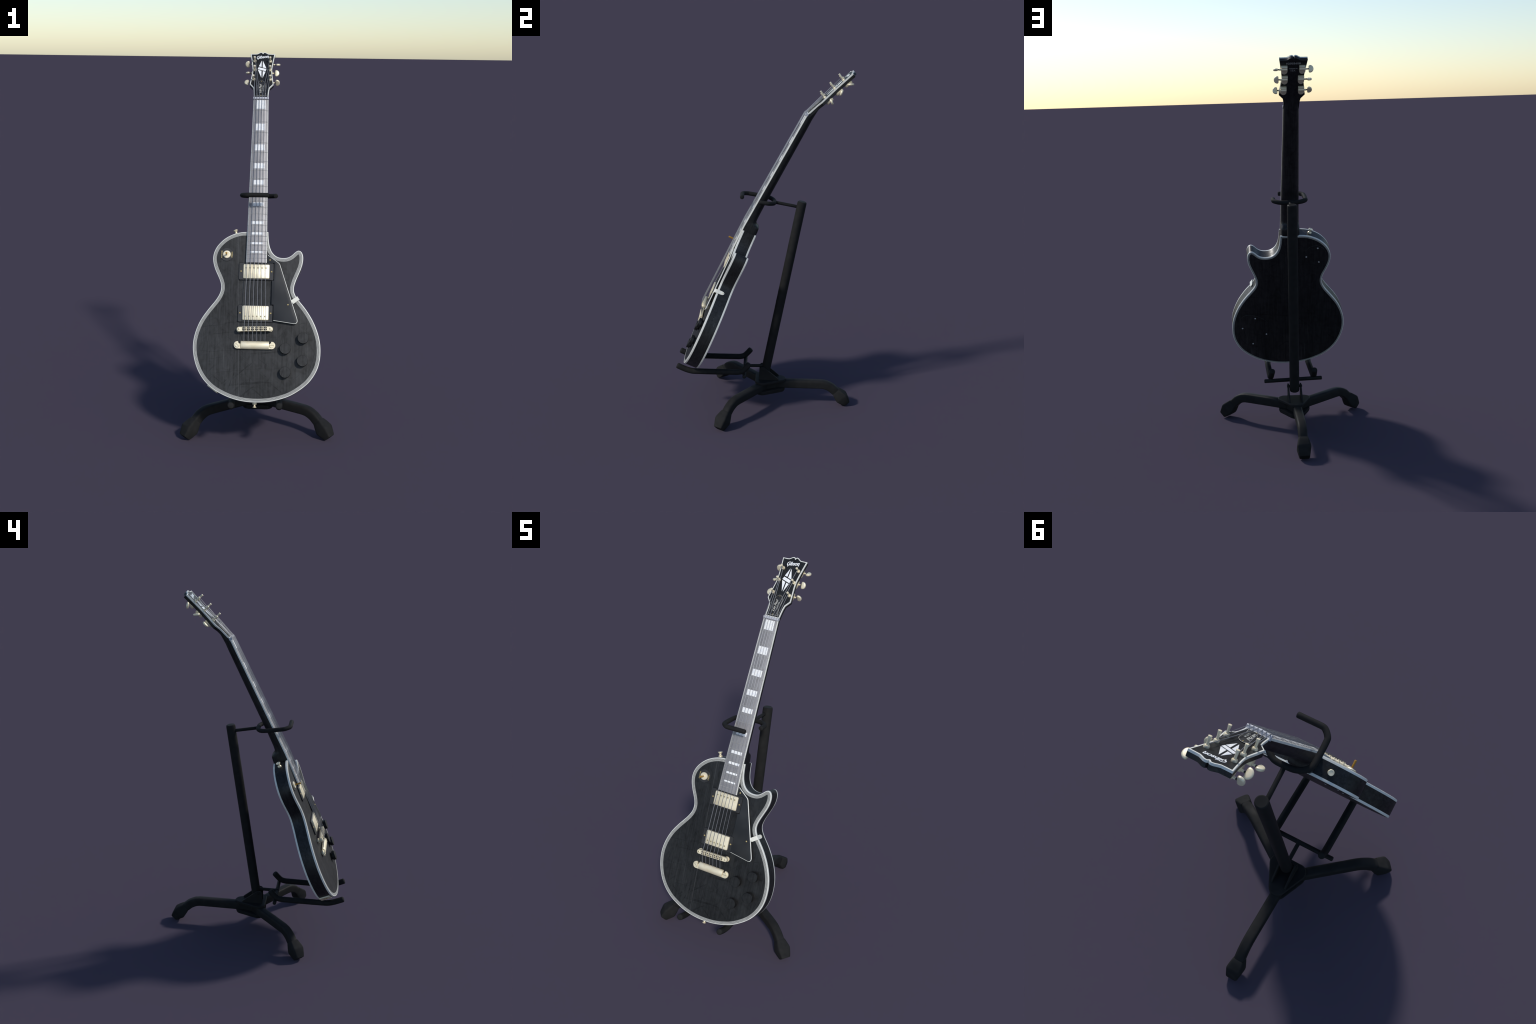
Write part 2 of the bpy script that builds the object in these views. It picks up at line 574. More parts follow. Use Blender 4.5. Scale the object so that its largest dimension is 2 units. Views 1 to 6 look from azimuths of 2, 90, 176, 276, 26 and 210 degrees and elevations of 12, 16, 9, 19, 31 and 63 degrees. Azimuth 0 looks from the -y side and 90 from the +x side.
top = plate_face(FRONT_BIND, top_height)
body_top = top.obj('body_top', M_TOP, GUITAR, recalc=True)
back = plate_face(BACK_BIND, lambda d, pts: np.full(len(d), RIM_BACK))
body_back = back.obj('body_back', M_WOOD, GUITAR)


def binding(name, face_n, sign, width, plies):
    """white outer lip, rounded over, then alternating black/white plies"""
    b = Build()
    prof = [(0.0, -sign * 0.0105), (0.0, -sign * 0.0035), (0.0008, -sign * 0.0009), (0.0044, 0.0)]
    w = (width - 0.0044) / plies
    prof += [(0.0044 + w * (k + 1), 0.0) for k in range(plies)]
    mats = [0, 0, 0] + [(1 if k % 2 == 0 else 2) for k in range(plies)]
    rg = []
    for ins, n in prof:
        q = offset_loop(LOOP, ins)
        if ins > 0.012:
            # tidy the fold at the horn tip
            d = loop_distance(q)
            bad = d < ins * 0.93
            if bad.any():
                good = np.where(~bad)[0]
                for i in np.where(bad)[0]:
                    q[i] = q[good[np.argmin(np.abs(good - i))]]
        rg.append([flat(x, s, face_n(s) + n) for x, s in q])
    b.rings(rg, False, False, mats)
    return b.obj(name, [M_WHITE, M_PLY, M_PLYWHITE], GUITAR, recalc=False, smooth=40)


front_binding = binding('front_binding', rim_front, 1, FRONT_BIND, 9)
back_binding = binding('back_binding', lambda s: RIM_BACK, -1, BACK_BIND, 5)

# ==================================================== NECK AND FINGERBOARD
NUT_S, BOARD_END = 1.6140, 0.7075
BEND_S, BEND_N = 0.89, 0.0060           # edge of board where body and neck planes meet


def board_edge(s):
    return BEND_N + (0.0356 * (BEND_S - s) if s < BEND_S else -0.0905 * (s - BEND_S))


def board_half(s):
    return 0.0399 + (1.617 - s) * (0.0139 / 0.9095)


BOARD_CX = -0.0006
BOARD_T = 0.0068
CAMBER = 0.0038

neck_sections = []          # (half width, function giving points)
SEG = 28


def neck_ring(s, n_back, e, half=None, top=None):
    w = board_half(s) * 0.995 if half is None else half
    nt = (board_edge(s) - BOARD_T) if top is None else top
    ring = []
    for i in range(SEG + 1):
        a = math.pi * i / SEG
        c, sn = math.cos(a), math.sin(a)
        x = w * math.copysign(abs(c) ** (2 / e), c)
        d = abs(sn) ** (2 / e)
        ring.append(Vector((BOARD_CX + x, s, nt + (n_back - nt) * d)))
    for k in range(1, 6):
        ring.append(Vector((BOARD_CX - w + 2 * w * k / 6, s, nt)))
    return ring


def head_ring(t, h_back, half, e, h_top=-0.003):
    ring = []
    for i in range(SEG + 1):
        a = math.pi * i / SEG
        c, sn = math.cos(a), math.sin(a)
        x = half * math.copysign(abs(c) ** (2 / e), c)
        d = abs(sn) ** (2 / e)
        ring.append(head(BOARD_CX + x, t, h_top + (h_back - h_top) * d))
    for k in range(1, 6):
        ring.append(head(BOARD_CX - half + 2 * half * k / 6, t, h_top))
    return ring


def back_line(s):
    return -0.0596 - 0.0775 * (s - 1.0435)


nr = [neck_ring(0.7085, -0.02, 8), neck_ring(0.80, -0.03, 8), neck_ring(0.860, -0.0840, 8),
      neck_ring(0.885, -0.0840, 8), neck_ring(0.906, -0.0832, 7), neck_ring(0.9135, -0.0805, 6),
      neck_ring(0.9180, -0.0755, 5), neck_ring(0.9225, -0.0690, 4), neck_ring(0.9275, -0.0625, 3.4),
      neck_ring(0.9335, -0.0575, 3.4), neck_ring(0.942, -0.0552, 3.2), neck_ring(0.96, -0.0550, 2.75),
      neck_ring(1.00, -0.0570, 2.75), neck_ring(1.0435, back_line(1.0435), 2.75), neck_ring(1.2, back_line(1.2), 2.75),
      neck_ring(1.4, back_line(1.4), 2.75), neck_ring(1.56, back_line(1.56), 2.75),
      neck_ring(1.600, -0.1020, 2.75),
      head_ring(0.012, -0.0385, 0.0390, 2.75), head_ring(0.032, -0.0330, 0.0395, 2.75),
      head_ring(0.050, -0.0280, 0.0408, 3.2), head_ring(0.064, -0.0252, 0.0430, 3.2),
      head_ring(0.078, -0.0240, 0.0440, 4.0)]
neck = Build().rings(nr).obj('neck', M_WOOD, GUITAR, smooth=45)


def board_ring(s, width_out=0.0, lift=0.0, base=None):
    """cambered cross-section of the fingerboard"""
    w = board_half(s) + width_out
    e = board_edge(s) + lift
    pts = []
    for k in range(13):
        f = -1 + 2 * k / 12
        pts.append((BOARD_CX + f * w, e + CAMBER * (1 - f * f)))
    return pts, w, e


stations = [BOARD_END, 0.75, 0.80, 0.85, 0.88, 0.90, 0.93, 1.0, 1.1, 1.2, 1.3, 1.4, 1.5, NUT_S]
BIND_W = 0.0030
bd = Build()
rg = []
for s in stations:
    pts, w, e = board_ring(s, -BIND_W)
    edge_drop = CAMBER * (1 - ((w) / (w + BIND_W)) ** 2)
    ring = [flat(x, s, n + edge_drop * 0.6) for x, n in pts]
    ring += [flat(BOARD_CX + w, s, e - BOARD_T + 0.0005), flat(BOARD_CX - w, s, e - BOARD_T + 0.0005)]
    rg.append(ring)
bd.rings(rg)
fingerboard = bd.obj('fingerboard', M_BOARD, GUITAR)
for side in (-1, 1):
    b = Build()
    rg = []
    for s in stations:
        w, e = board_half(s), board_edge(s)
        x0, x1 = BOARD_CX + side * (w - BIND_W), BOARD_CX + side * w
        rg.append([flat(x0, s, e + 0.0012), flat(x1 - side * 0.0008, s, e + 0.0008), flat(x1, s, e - 0.0006),
                   flat(x1, s, e - BOARD_T), flat(x0, s, e - BOARD_T)])
    b.rings(rg)
    b.obj('fingerboard_binding', M_WHITE, GUITAR)

# frets: equal temperament over the scale length
SCALE = 1.2545


def fret_s(k):
    return NUT_S - SCALE * (1 - 2 ** (-k / 12)) * 0.9785


for k in range(1, 23):
    s = fret_s(k)
    b = Build()
    w = board_half(s) - 0.0008
    e = board_edge(s)
    rg = []
    for i in range(13):
        f = -1 + 2 * i / 12
        z = e + CAMBER * (1 - f * f) - 0.0003
        rg.append([flat(BOARD_CX + f * w, s + a, z + c) for a, c in
                   ((-0.0013, 0), (-0.0010, 0.0012), (0, 0.0018), (0.0010, 0.0012), (0.0013, 0), (0, -0.001))])
    b.rings(rg)
    b.obj('fret', M_FRET, GUITAR)

# block inlays
for k in (1, 3, 5, 7, 9, 12, 15, 17, 19, 21):
    hi, lo = fret_s(k - 1), fret_s(k)
    gap = hi - lo
    pad = 0.0045 + 0.12 * gap
    if k == 1:
        s0, s1 = lo + 0.010, hi - 0.009
    else:
        s0, s1 = lo + pad, hi - pad * 0.9
    w = board_half((s0 + s1) / 2) * 0.615
    b = Build()
    rg = []
    for s in (s0, s1):
        e = board_edge(s)
        ring = []
        for i in range(7):
            f = (-1 + 2 * i / 6) * 0.615
            ring.append(flat(BOARD_CX + f * board_half(s), s, e + CAMBER * (1 - f * f) + 0.0012))
        ring += [flat(BOARD_CX + w, s, e - 0.001), flat(BOARD_CX - w, s, e - 0.001)]
        rg.append(ring)
    b.rings(rg)
    b.obj('inlay', M_PEARL, GUITAR)

# nut
b = Build()
rg = []
for s, up in ((1.6105, -0.0015), (1.6120, 0.0), (1.6212, 0.0), (1.6230, -0.0025)):
    ring = []
    for i in range(9):
        f = -1 + 2 * i / 8
        ring.append(flat(BOARD_CX + f * 0.0416, s, -0.0512 + up + 0.0022 * (1 - f * f)))
    ring += [flat(BOARD_CX + 0.0416, s, -0.0690), flat(BOARD_CX - 0.0416, s, -0.0690)]
    rg.append(ring)
b.rings(rg)
nut = b.obj('nut', M_NUT, GUITAR)

# =============================================================== HEADSTOCK
half_head = [(.0390, -.006), (.0398, .022), (.0412, .046), (.0446, .0665), (.0645, .0925), (.0585, .143),
             (.0545, .178), (.0532, .203), (.0568, .2395), (.0625, .283), (.0682, .3222)]
crest = [(.0500, .3222), (.0330, .3228), (.0245, .3280), (.0165, .3340), (.0090, .3360), (.0045, .3350),
         (.0008, .3292)]
HEAD_OUT = [(x - 0.0006, t) for x, t in half_head] + [(x - 0.0010, t) for x, t in crest] + \
           [(-x - 0.0010, t) for x, t in reversed(crest[:-1])] + [(-x - 0.0006, t) for x, t in reversed(half_head)]
HEAD_THICK = 0.0240

b = Build()
slab(b, HEAD_OUT, [(0.0015, -HEAD_THICK), (0.0, -HEAD_THICK + 0.0015), (0.0, -0.0080)], head, cap1=False)
slab(b, HEAD_OUT, [(0.0045, -0.0035), (0.0045, -0.0002)], head, cap0=False)
headstock = b.obj('headstock', M_WOOD, GUITAR)
b = Build()
slab(b, HEAD_OUT, [(0.0, -0.0080), (0.0, -0.0008), (0.0008, 0.0), (0.0030, 0.0), (0.0030, 0.0), (0.0045, -0.0001)],
     head, cap0=False, cap1=False)
head_binding = b.obj('headstock_binding', M_WHITE, GUITAR, recalc=False)

# split diamond inlay (five pieces of pearl)
for poly in ([(-.0056, .2700), (-.0054, .2222), (-.0204, .2262)],
             [(.0005, .2700), (.0215, .2120), (.0008, .2182)],
             [(-.0208, .2200), (.0217, .2062), (.0180, .1902), (-.0264, .2052)],
             [(-.0248, .1995), (-.0046, .1925), (-.0040, .1402)],
             [(.0022, .1898), (.0174, .1856), (.0026, .1390)]):
    b = Build()
    slab(b, poly, [(0, -0.001), (0, 0.0007)], head)
    b.obj('diamond_inlay', M_PEARL, GUITAR)


def letters(words, size, cx, cy, h, mat, name, frame=head, **kw):
    me = text_mesh(words, size, frame, cx, cy, h, **kw)
    me.materials.append(mat)
    me.name = name
    return place(me, name, GUITAR)


letters('Gibson', 0.0292, -0.0010, 0.2990, 0.0006, M_PEARL, 'logo_lettering', angle=math.radians(10),
        shear=0.35, bold=0.0005, stretch=0.90, spacing=0.90)
# the capital and the last letter trail long tails below the line
for poly in ([(-.0280, .2865), (-.0235, .2872), (-.0252, .2778), (-.0282, .2772)],
             [(.0262, .2990), (.0300, .2998), (.0318, .2900), (.0284, .2890)]):
    b = Build()
    slab(b, poly, [(0, -0.001), (0, 0.0008)], head)
    b.obj('logo_lettering', M_PEARL, GUITAR)
letters('Les Paul', 0.0185, -0.0075, 0.0580, 0.0040, M_SCRIPT, 'script_lettering', angle=math.radians(90),
        shear=0.4, bold=0.0003, stretch=1.05)
letters('CUSTOM', 0.0095, 0.0085, 0.0575, 0.0040, M_SCRIPT, 'script_lettering', angle=math.radians(90),
        bold=0.0001, stretch=1.1)
letters('02005608', 0.0150, -0.0004, 0.3025, -HEAD_THICK - 0.0003, M_INK, 'serial_number', mirror=True,
        stretch=1.12, spacing=1.05)
letters('MADE IN', 0.0098, -0.0012, 0.2690, -HEAD_THICK - 0.0003, M_INK, 'stamp_lettering', mirror=True, stretch=1.05)
letters('U.S.A.', 0.0098, 0.0000, 0.2558, -HEAD_THICK - 0.0003, M_INK, 'stamp_lettering', mirror=True, stretch=1.05)

# truss-rod cover: bell-shaped plate with a pale edge line
bell = [(-.0300, .0050), (-.0275, .0160), (-.0250, .0320), (-.0243, .0600), (-.0248, .0850), (-.0225, .0990),
        (-.0150, .1110), (-.0060, .1172), (.0020, .1172), (.0110, .1110), (.0185, .0990), (.0208, .0850),
        (.0205, .0600), (.0215, .0320), (.0243, .0160), (.0270, .0050)]
b = Build()
slab(b, bell, [(0, -0.0005), (0, 0.0026), (0.0008, 0.0031), (0.0009, 0.0031), (0.0012, 0.0032)], head,
     mats=[0, 1, 1, 0, 0])
b.obj('truss_rod_cover', [M_PLASTIC, M_SCRIPT], GUITAR)


def screw(base, axis, r, height, mat, name='screw', slot=True):
    b = Build()
    lathe(b, base, axis, [(r, -0.002), (r, height * 0.4), (r * 0.8, height * 0.85), (r * 0.3, height)], seg=14)
    return b.obj(name, mat, GUITAR)


hN = (0, sH, cH)
for t in (0.1112, 0.0085):
    screw(head(-0.0018, t, 0.003), hN, 0.0026, 0.0018, M_GOLD)

# tuners: (side, t of post, button roll angle in the y-z plane)
TUNERS = [(-1, .2640, 98), (-1, .1970, 170), (-1, .1255, 45), (1, .2630, 2), (1, .1970, 72), (1, .1250, 116)]
POST_X = {(-1, .2640): -.0440, (-1, .1970): -.0418, (-1, .1255): -.0458, (1, .2630): .0418, (1, .1970): .0430,
          (1, .1250): .0450}
for side, t, roll in TUNERS:
    px = POST_X[(side, t)]
    root = head(px, t, 0)
    tp = bpy.data.objects.new('tuner', None)
    # part mesh: bushing + post
    b = Build()
    lathe(b, root, hN, [(.0090, -.002), (.0092, .002), (.0092, .0055), (.0075, .0080), (.0048, .0084),
                        (.0042, .014), (.0043, .020), (.0052, .028), (.0060, .0335), (.0058, .0352), (.003, .0358)],
          seg=18)
    bpy.data.objects.remove(tp)
    tuner = b.obj('tuner', M_CREAM, GUITAR)
    # gear housing on the back: rounded tongue shape with a raised barrel
    cx = side * 0.0435 if t > 0.25 or t < 0.15 else side * 0.0400
    cx -= 0.0006
    tt = t + 0.0015
    oval = [(-.0148, .0255), (.0148, .0255), (.0152, -.004), (.0135, -.0115), (.0090, -.0175), (.0030, -.0205),
            (-.0030, -.0205), (-.0090, -.0175), (-.0135, -.0115), (-.0152, -.004)]
    b = Build()
    slab(b, [(cx + x, tt + y) for x, y in oval], [(0, -HEAD_THICK + 0.001), (0, -.0350), (.0015, -.0375), (.004, -.0385)],
         head)
    axis_t = t + 0.0125
    lathe(b, head(cx - side * 0.0148, axis_t, -.0355), (side, 0, 0),
          [(.0040, 0), (.0078, .0008), (.0078, .0285), (.0045, .030)], seg=16)
    b.obj('tuner_housing', M_CREAM, tuner)
    # shaft: cream stub, dark collar
    sx = cx + side * 0.0145
    b = Build()
    edge_x = side * 0.0735 if abs(cx) > 0.042 else side * 0.0690
    ln = abs(edge_x - sx)
    lathe(b, head(sx, axis_t, -.0355), (side, 0, 0), [(.0042, -.003), (.0042, ln - .005)], seg=12, mat=0)
    lathe(b, head(sx + side * (ln - .0048), axis_t, -.0355), (side, 0, 0), [(.0034, 0), (.0034, .0052)], seg=12, mat=1)
    b.obj('tuner_shaft', [M_CREAM, M_DARK], tuner)
    # kidney button: D outline, pillow section, rolled about the shaft
    world_phi = math.radians(roll)
    rollL = BODY_LEAN - HEAD_TIP            # head direction angle in world
    phi = world_phi - rollL                 # angle measured from head t axis
    du = Vector((side, 0, 0))
    dt, dh = math.cos(phi), math.sin(phi)
    ct = Vector((0, cH * dt + sH * dh, -sH * dt + cH * dh))
    nv = du.cross(ct)
    c0 = head(edge_x, axis_t, -.0355)
    D = []
    for i in range(20):
        a = -math.pi / 2 + math.pi * i / 19
        D.append((0.0045 + 0.0190 * abs(math.cos(a)) ** 0.85, 0.0182 * math.sin(a)))
    D += [(0.0008, 0.0150), (0.0, 0.008), (0.0, -0.008), (0.0008, -0.0150)]
    b = Build()
    levels = [(.0060, -.0056), (.0028, -.0051), (.0006, -.0036), (0, -.002), (0, .002), (.0006, .0036), (.0028, .0051), (.0060, .0056)]
    rg = []
    for ins, h in levels:
        q = [(0.0115 + (x - 0.0115) * (1 - ins / 0.0118), y * (1 - ins / 0.0182)) for x, y in D]
        rg.append([c0 + du * x + ct * y + nv * h for x, y in q])
    b.rings(rg)
    b.obj('tuner_button', M_CREAM, tuner, smooth=50)

# ================================================================= STRINGS
BRIDGE_L, BRIDGE_R = Vector((-.0794, .3625, 0)), Vector((.0777, .3675, 0))
NUT_X = [-.0362 + i * .01385 for i in range(6)]
BR_X = [-.0531 + i * .02128 for i in range(6)]
POST_FOR = [(-1, .1255), (-1, .1970), (-1, .2640), (1, .2630), (1, .1970), (1, .1250)]
for i in range(6):
    r = 0.00160 - 0.00011 * i
    nx, bx = NUT_X[i], BR_X[i]
    post = POST_FOR[i]
    px = POST_X[post]
    sb = .3605 + 0.0018 * i / 5
    mid_f = (1.622 - 0.92) / (1.622 - sb)
    path = [Vector((bx - .0006, .3040, .0150)), Vector((bx, sb, .0412)),
            Vector((nx + (bx - nx) * mid_f, .92, .0148)), Vector((nx, 1.6185, -.0478)),
            head(nx, 0.0, .0105), head(px - math.copysign(.0040, px), post[1] - 0.002, .0125)]
    b = Build()
    tube(b, path, r, seg=8, round0=False, round1=False)
    b.obj('string', M_STRING, GUITAR)

# ================================================================= PICKUPS
def rounded_rect(x0, x1, y0, y1, r, k=5):
    pts = []
    for cx, cy, a0 in ((x1 - r, y1 - r, 0), (x0 + r, y1 - r, 90), (x0 + r, y0 + r, 180), (x1 - r, y0 + r, 270)):
        for i in range(k + 1):
            a = math.radians(a0 + 90 * i / k)
            pts.append((cx + r * math.cos(a), cy + r * math.sin(a)))
    return pts


for (s0, s1, c0, c1, nring, ncov, spole, sscrew) in (
        (.6175, .7068, .6250, .6985, .0085, .0130, .6800, .6625),
        (.4020, .4898, .4115, .4845, .0090, .0165, .4305, .4480)):
    b = Build()
    slab(b, rounded_rect(-.0888, .0892, s0, s1, .007), [(0, -.006), (0, nring - .0015), (.0015, nring)])
    ring_ob = b.obj('pickup', M_PLASTIC, GUITAR)
    b = Build()
    slab(b, rounded_rect(-.0662, .0674, c0, c1, .0055), [(0, 0), (0, ncov - .002), (.0008, ncov - .0006), (.0022, ncov)])
    b.obj('pickup_cover', M_CREAM, ring_ob)
    for i in range(6):
        x = -.0510 + .02005 * i
        b = Build()
        lathe(b, (x, spole, ncov - .001), (0, 0, 1), [(.0044, 0), (.0044, .0012), (.0034, .0016)], seg=14)
        b.obj('pole_piece', M_DULLGOLD, ring_ob)
    for x in (-.0780, .0782):
        b = Build()
        lathe(b, (x, sscrew, nring - .001), (0, 0, 1), [(.0042, 0), (.0042, .0018), (.0026, .0030)], seg=14)
        b.obj('screw', M_GOLD, ring_ob)

# ================================================================ PICKGUARD
guard = [(.0556, .7075), (.0560, .7512), (.1090, .7128), (.1165, .7065), (.1208, .7000), (.2105, .4280), (.2140, .4150),
         (.2138, .4065), (.2105, .4000), (.2045, .3965), (.1960, .3958), (.0915, .4105), (.0908, .4915), (.0805, .4915),
         (.0805, .6165), (.0910, .6165), (.0910, .7075)]


def guard_frame(x, s, h):
    return Vector((x, s, h + 0.0055 + (0.7512 - s) * 0.038))


b = Build()
slab(b, guard, [(0, -0.004), (0, 0.0), (0.0008, 0.0010), (0.0030, 0.0014)], guard_frame, mats=[0, 0, 0, 0])
pickguard = b.obj('pickguard', M_GUARD, GUITAR, smooth=25)
# pale bevel along the outer edges only
b = Build()
edge = guard[1:12]
inner = offset_loop(guard, 0.0022)[1:12]
outer = offset_loop(guard, -0.0002)[1:12]
rg = []
for (xo, so), (xi, si) in zip(outer, inner):
    rg.append([guard_frame(xo, so, -0.0030), guard_frame(xo, so, 0.0006), guard_frame(xi, si, 0.0019),
               guard_frame(xi, si, -0.0030)])
b.rings(rg)
b.obj('pickguard_edge', M_WHITE, pickguard)
for x, s in ((.1647, .4930), (.0689, .7230)):
    b = Build()
    p = guard_frame(x, s, 0.0012)
    lathe(b, p, (0, 0, 1), [(.0040, 0), (.0040, .0012), (.0026, .0022)], seg=14)
    b.obj('screw', M_GOLD, pickguard)


def rim_point(x, s):
    d = ((LOOP - np.array([x, s])) ** 2).sum(1)
    i = int(d.argmin())
    t = LOOP[(i + 2) % len(LOOP)] - LOOP[i - 2]
    t /= np.linalg.norm(t)
    nrm = np.array([t[1], -t[0]])
    if nrm @ (LOOP[i] - np.array([0, 0.4])) < 0 and not inside_loop([LOOP[i] - nrm * 0.01])[0]:
        nrm = -nrm
    if inside_loop([LOOP[i] + nrm * 0.004])[0]:
        nrm = -nrm
    return LOOP[i], nrm, t


# bent strap that holds the guard to the side of the body
p0, nr2, tg = rim_point(.2110, .5245)
path = [(-.034, .0125), (-.010, .0128), (.0015, .0128), (.0035, .0105), (.0040, .002), (.0040, -.024), (.0040, -.034),
        (.0040, -.0385), (.0040, -.0425)]
wid = [.0106] * 6 + [.0092, .0070, .0028]
b = Build()
rg = []
for k, ((o, n), w) in enumerate(zip(path, wid)):
    a = path[max(k - 1, 0)]
    c = path[min(k + 1, len(path) - 1)]
    d = Vector((c[0] - a[0], c[1] - a[1])).normalized()
    q = Vector((d.y, -d.x)) * 0.0013
    ring = []
    for sg, wd in ((1, -1), (1, 1), (-1, 1), (-1, -1)):
        oo, nn = o - q.x * sg, n - q.y * sg
        base = p0 + nr2 * oo + tg * (wd * w)
        ring.append(Vector((base[0], base[1], nn)))
    rg.append(ring)
b.rings(rg)
b.obj('pickguard_bracket', M_BRACKET, GUITAR)
b = Build()
c = p0 + nr2 * 0.005
lathe(b, (c[0], c[1], -.034), (nr2[0], nr2[1], 0), [(.0036, 0), (.0036, .0016), (.002, .0022)], seg=12)
b.obj('screw', M_CREAM, GUITAR)

# ================================================================== BRIDGE
bd_ = (BRIDGE_R - BRIDGE_L)
blen = bd_.length
bx_, by_ = bd_.normalized(), Vector((-bd_.normalized().y, bd_.normalized().x, 0))


def bridge_frame(u, v, n):
    return Vector((BRIDGE_L.x, BRIDGE_L.y, 0)) + bx_ * u + by_ * v + Vector((0, 0, n))


pill = []
for i in range(13):
    a = math.radians(90 + 180 * i / 12)
    pill.append((0.0105 * math.cos(a), 0.0118 * math.sin(a)))
pill += [(0.012, -.0118), (blen - 0.012, -.0118)]
for i in range(13):
    a = math.radians(-90 + 180 * i / 12)
    pill.append((blen + 0.0105 * math.cos(a), 0.0118 * math.sin(a)))
pill += [(blen - 0.012, .0118), (0.012, .0118)]
b = Build()
slab(b, pill, [(0.0008, .0165), (0, .0178), (0, .0320), (.0012, .0338)], bridge_frame)
bridge = b.obj('bridge', M_CREAM, GUITAR)
b = Build()
slab(b, rounded_rect(.0165, blen - .0165, -.0082, .0082, .001, 2), [(0, .030), (0, .0342)], bridge_frame)
b.obj('bridge_channel', M_DARK, bridge)
for i in range(6):
    u = (BR_X[i] - BRIDGE_L.x)
    b = Build()
    # saddle: narrow ridge across a lengthwise screw, cell wall at one side
    slab(b, rounded_rect(u - .0080, u + .0080, -.0020, .0020, .0006, 2), [(0, .0335), (0, .0362), (.0010, .0395)],
         bridge_frame)
    lathe(b, bridge_frame(u, -.0088, .0352), by_, [(.0018, 0), (.0018, .0176)], seg=8)
    slab(b, rounded_rect(u + .0088, u + .0124, -.0085, .0085, .0003, 1), [(0, .0335), (0, .0362)], bridge_frame)
    b.obj('saddle', M_CREAM, bridge)
b = Build()
for v in (-.0092, .0092):
    slab(b, rounded_rect(.0155, blen - .0155, v - .0012, v + .0012, .0004, 1), [(0, .033), (0, .0362)], bridge_frame)
b.obj('bridge_rail', M_CREAM, bridge)
for u in (0, blen):
    b = Build()
    lathe(b, bridge_frame(u, 0, 0), (0, 0, 1), [(.0095, -.004), (.0095, .006), (.0135, .0065), (.0138, .0115), (.0130, .0125),
                                               (.0060, .0128), (.0060, .0170)], seg=24)
    lathe(b, bridge_frame(u, 0, .0330), (0, 0, 1), [(.0062, 0), (.0062, .0018), (.0050, .0024)], seg=16)
    b.obj('bridge_post', M_CREAM, bridge)
    b = Build()
    lathe(b, bridge_frame(u, 0, .0350), (0, 0, 1), [(.0034, 0), (.0034, .0008)], seg=12)
    b.obj('screw', M_DULLGOLD, bridge)

# =============================================================== TAILPIECE
TS, TL, TR = .2846, -.0862, .0872
b = Build()
rg = []
prof = []
for i in range(13):
    a = math.radians(180 * i / 12)
    prof.append((-.0205 * math.cos(a) if True else 0, .0105 + .0125 * math.sin(a)))
prof += [(.0205, .0075), (.0150, .0060), (-.0150, .0060), (-.0205, .0075)]
for x in (-.0695, -.0690, -.0300, .03, .0725, .0730):
    k = 0.985 if x in (-.0695, .0730) else 1.0
    rg.append([flat(x, TS + p * k, .0145 + (n - .0145) * k) for p, n in prof])
b.rings(rg)
tailpiece = b.obj('tailpiece', M_CREAM, GUITAR)
for cx, sg in ((TL, -1), (TR, 1)):
    # ear hooking round the stud
    ear = []
    for i in range(15):
        a = math.radians(100 - 190 * i / 14)
        ear.append((cx + sg * .0182 * math.cos(a) * 1.0, TS + .0190 * math.sin(a) * 1.0))
    ear += [(cx - sg * .0170, TS - .0190), (cx - sg * .0170, TS + .0060), (cx - sg * .0060, TS + .0080)]
    b = Build()
    slab(b, ear, [(.001, .0065), (0, .0075), (0, .0150), (.0015, .0165)])
    b.obj('tailpiece_ear', M_CREAM, tailpiece)
    b = Build()
    lathe(b, (cx, TS, 0), (0, 0, 1), [(.0105, -.004), (.0105, .016), (.0118, .0165), (.0120, .0205), (.0112, .0218)], seg=24)
    stud = b.obj('tailpiece_stud', M_CREAM, tailpiece)
    b = Build()
    ang = math.radians(-45) if sg < 0 else 0.0
    ca, sa = math.cos(ang), math.sin(ang)
    sl = [(-.0108, -.0011), (.0108, -.0011), (.0108, .0011), (-.0108, .0011)]
    slab(b, [(cx + u * ca - v * sa, TS + u * sa + v * ca) for u, v in sl], [(0, .0200), (0, .0222)])
    b.obj('stud_slot', M_DULLGOLD, stud)

# ==================================================================== KNOBS
for x, s in ((.2440, .3250), (.1558, .2708), (.2424, .2110), (.1566, .1518)):
    b = Build()
    lathe(b, (x, s, 0), (0, 0, 1), [(.0205, -.004), (.0205, .0085), (.0262, .0092), (.0281, .0112), (.0278, .0270),
                                   (.0270, .0280)], seg=40)
    b.obj('knob', M_KNOB, GUITAR, smooth=25)

# ==================================================================== SWITCH
SWX, SWS = -.1535, .7490
b = Build()
lathe(b, (SWX, SWS, 0), (0, 0, 1), [(.0345, -.006), (.0345, .0022), (.0335, .0030)], seg=40)
switch = b.obj('selector_switch', M_PLASTIC, GUITAR)
b = Build()
lathe(b, (SWX, SWS, 0), (0, 0, 1), [(.0202, .001), (.0205, .0060), (.0185, .0092), (.0125, .0095), (.0110, .0070),
                                   (.0062, .0068), (.0060, .0120), (.0030, .0124)], seg=28)
b.obj('switch_nut', M_CREAM, switch)
b = Build()
tip = Vector((SWX - .0005, SWS, .0425))
tube(b, [Vector((SWX, SWS, .010)), Vector((SWX - .0003, SWS, .025)), tip], lambda f: .0040 + .0011 * f, seg=14)
b.obj('switch_tip', M_AMBER, switch)
for words, dx, sgn in (('RHYTHM', -.0258, 1), ('TREBLE', .0262, -1)):
    me = text_mesh(words, 0.0095, flat, SWX + dx, SWS, .0033, angle=math.radians(90 * sgn), bold=0.0002, stretch=1.0)
    me.materials.append(M_GOLD)
    place(me, 'switch_lettering', switch)

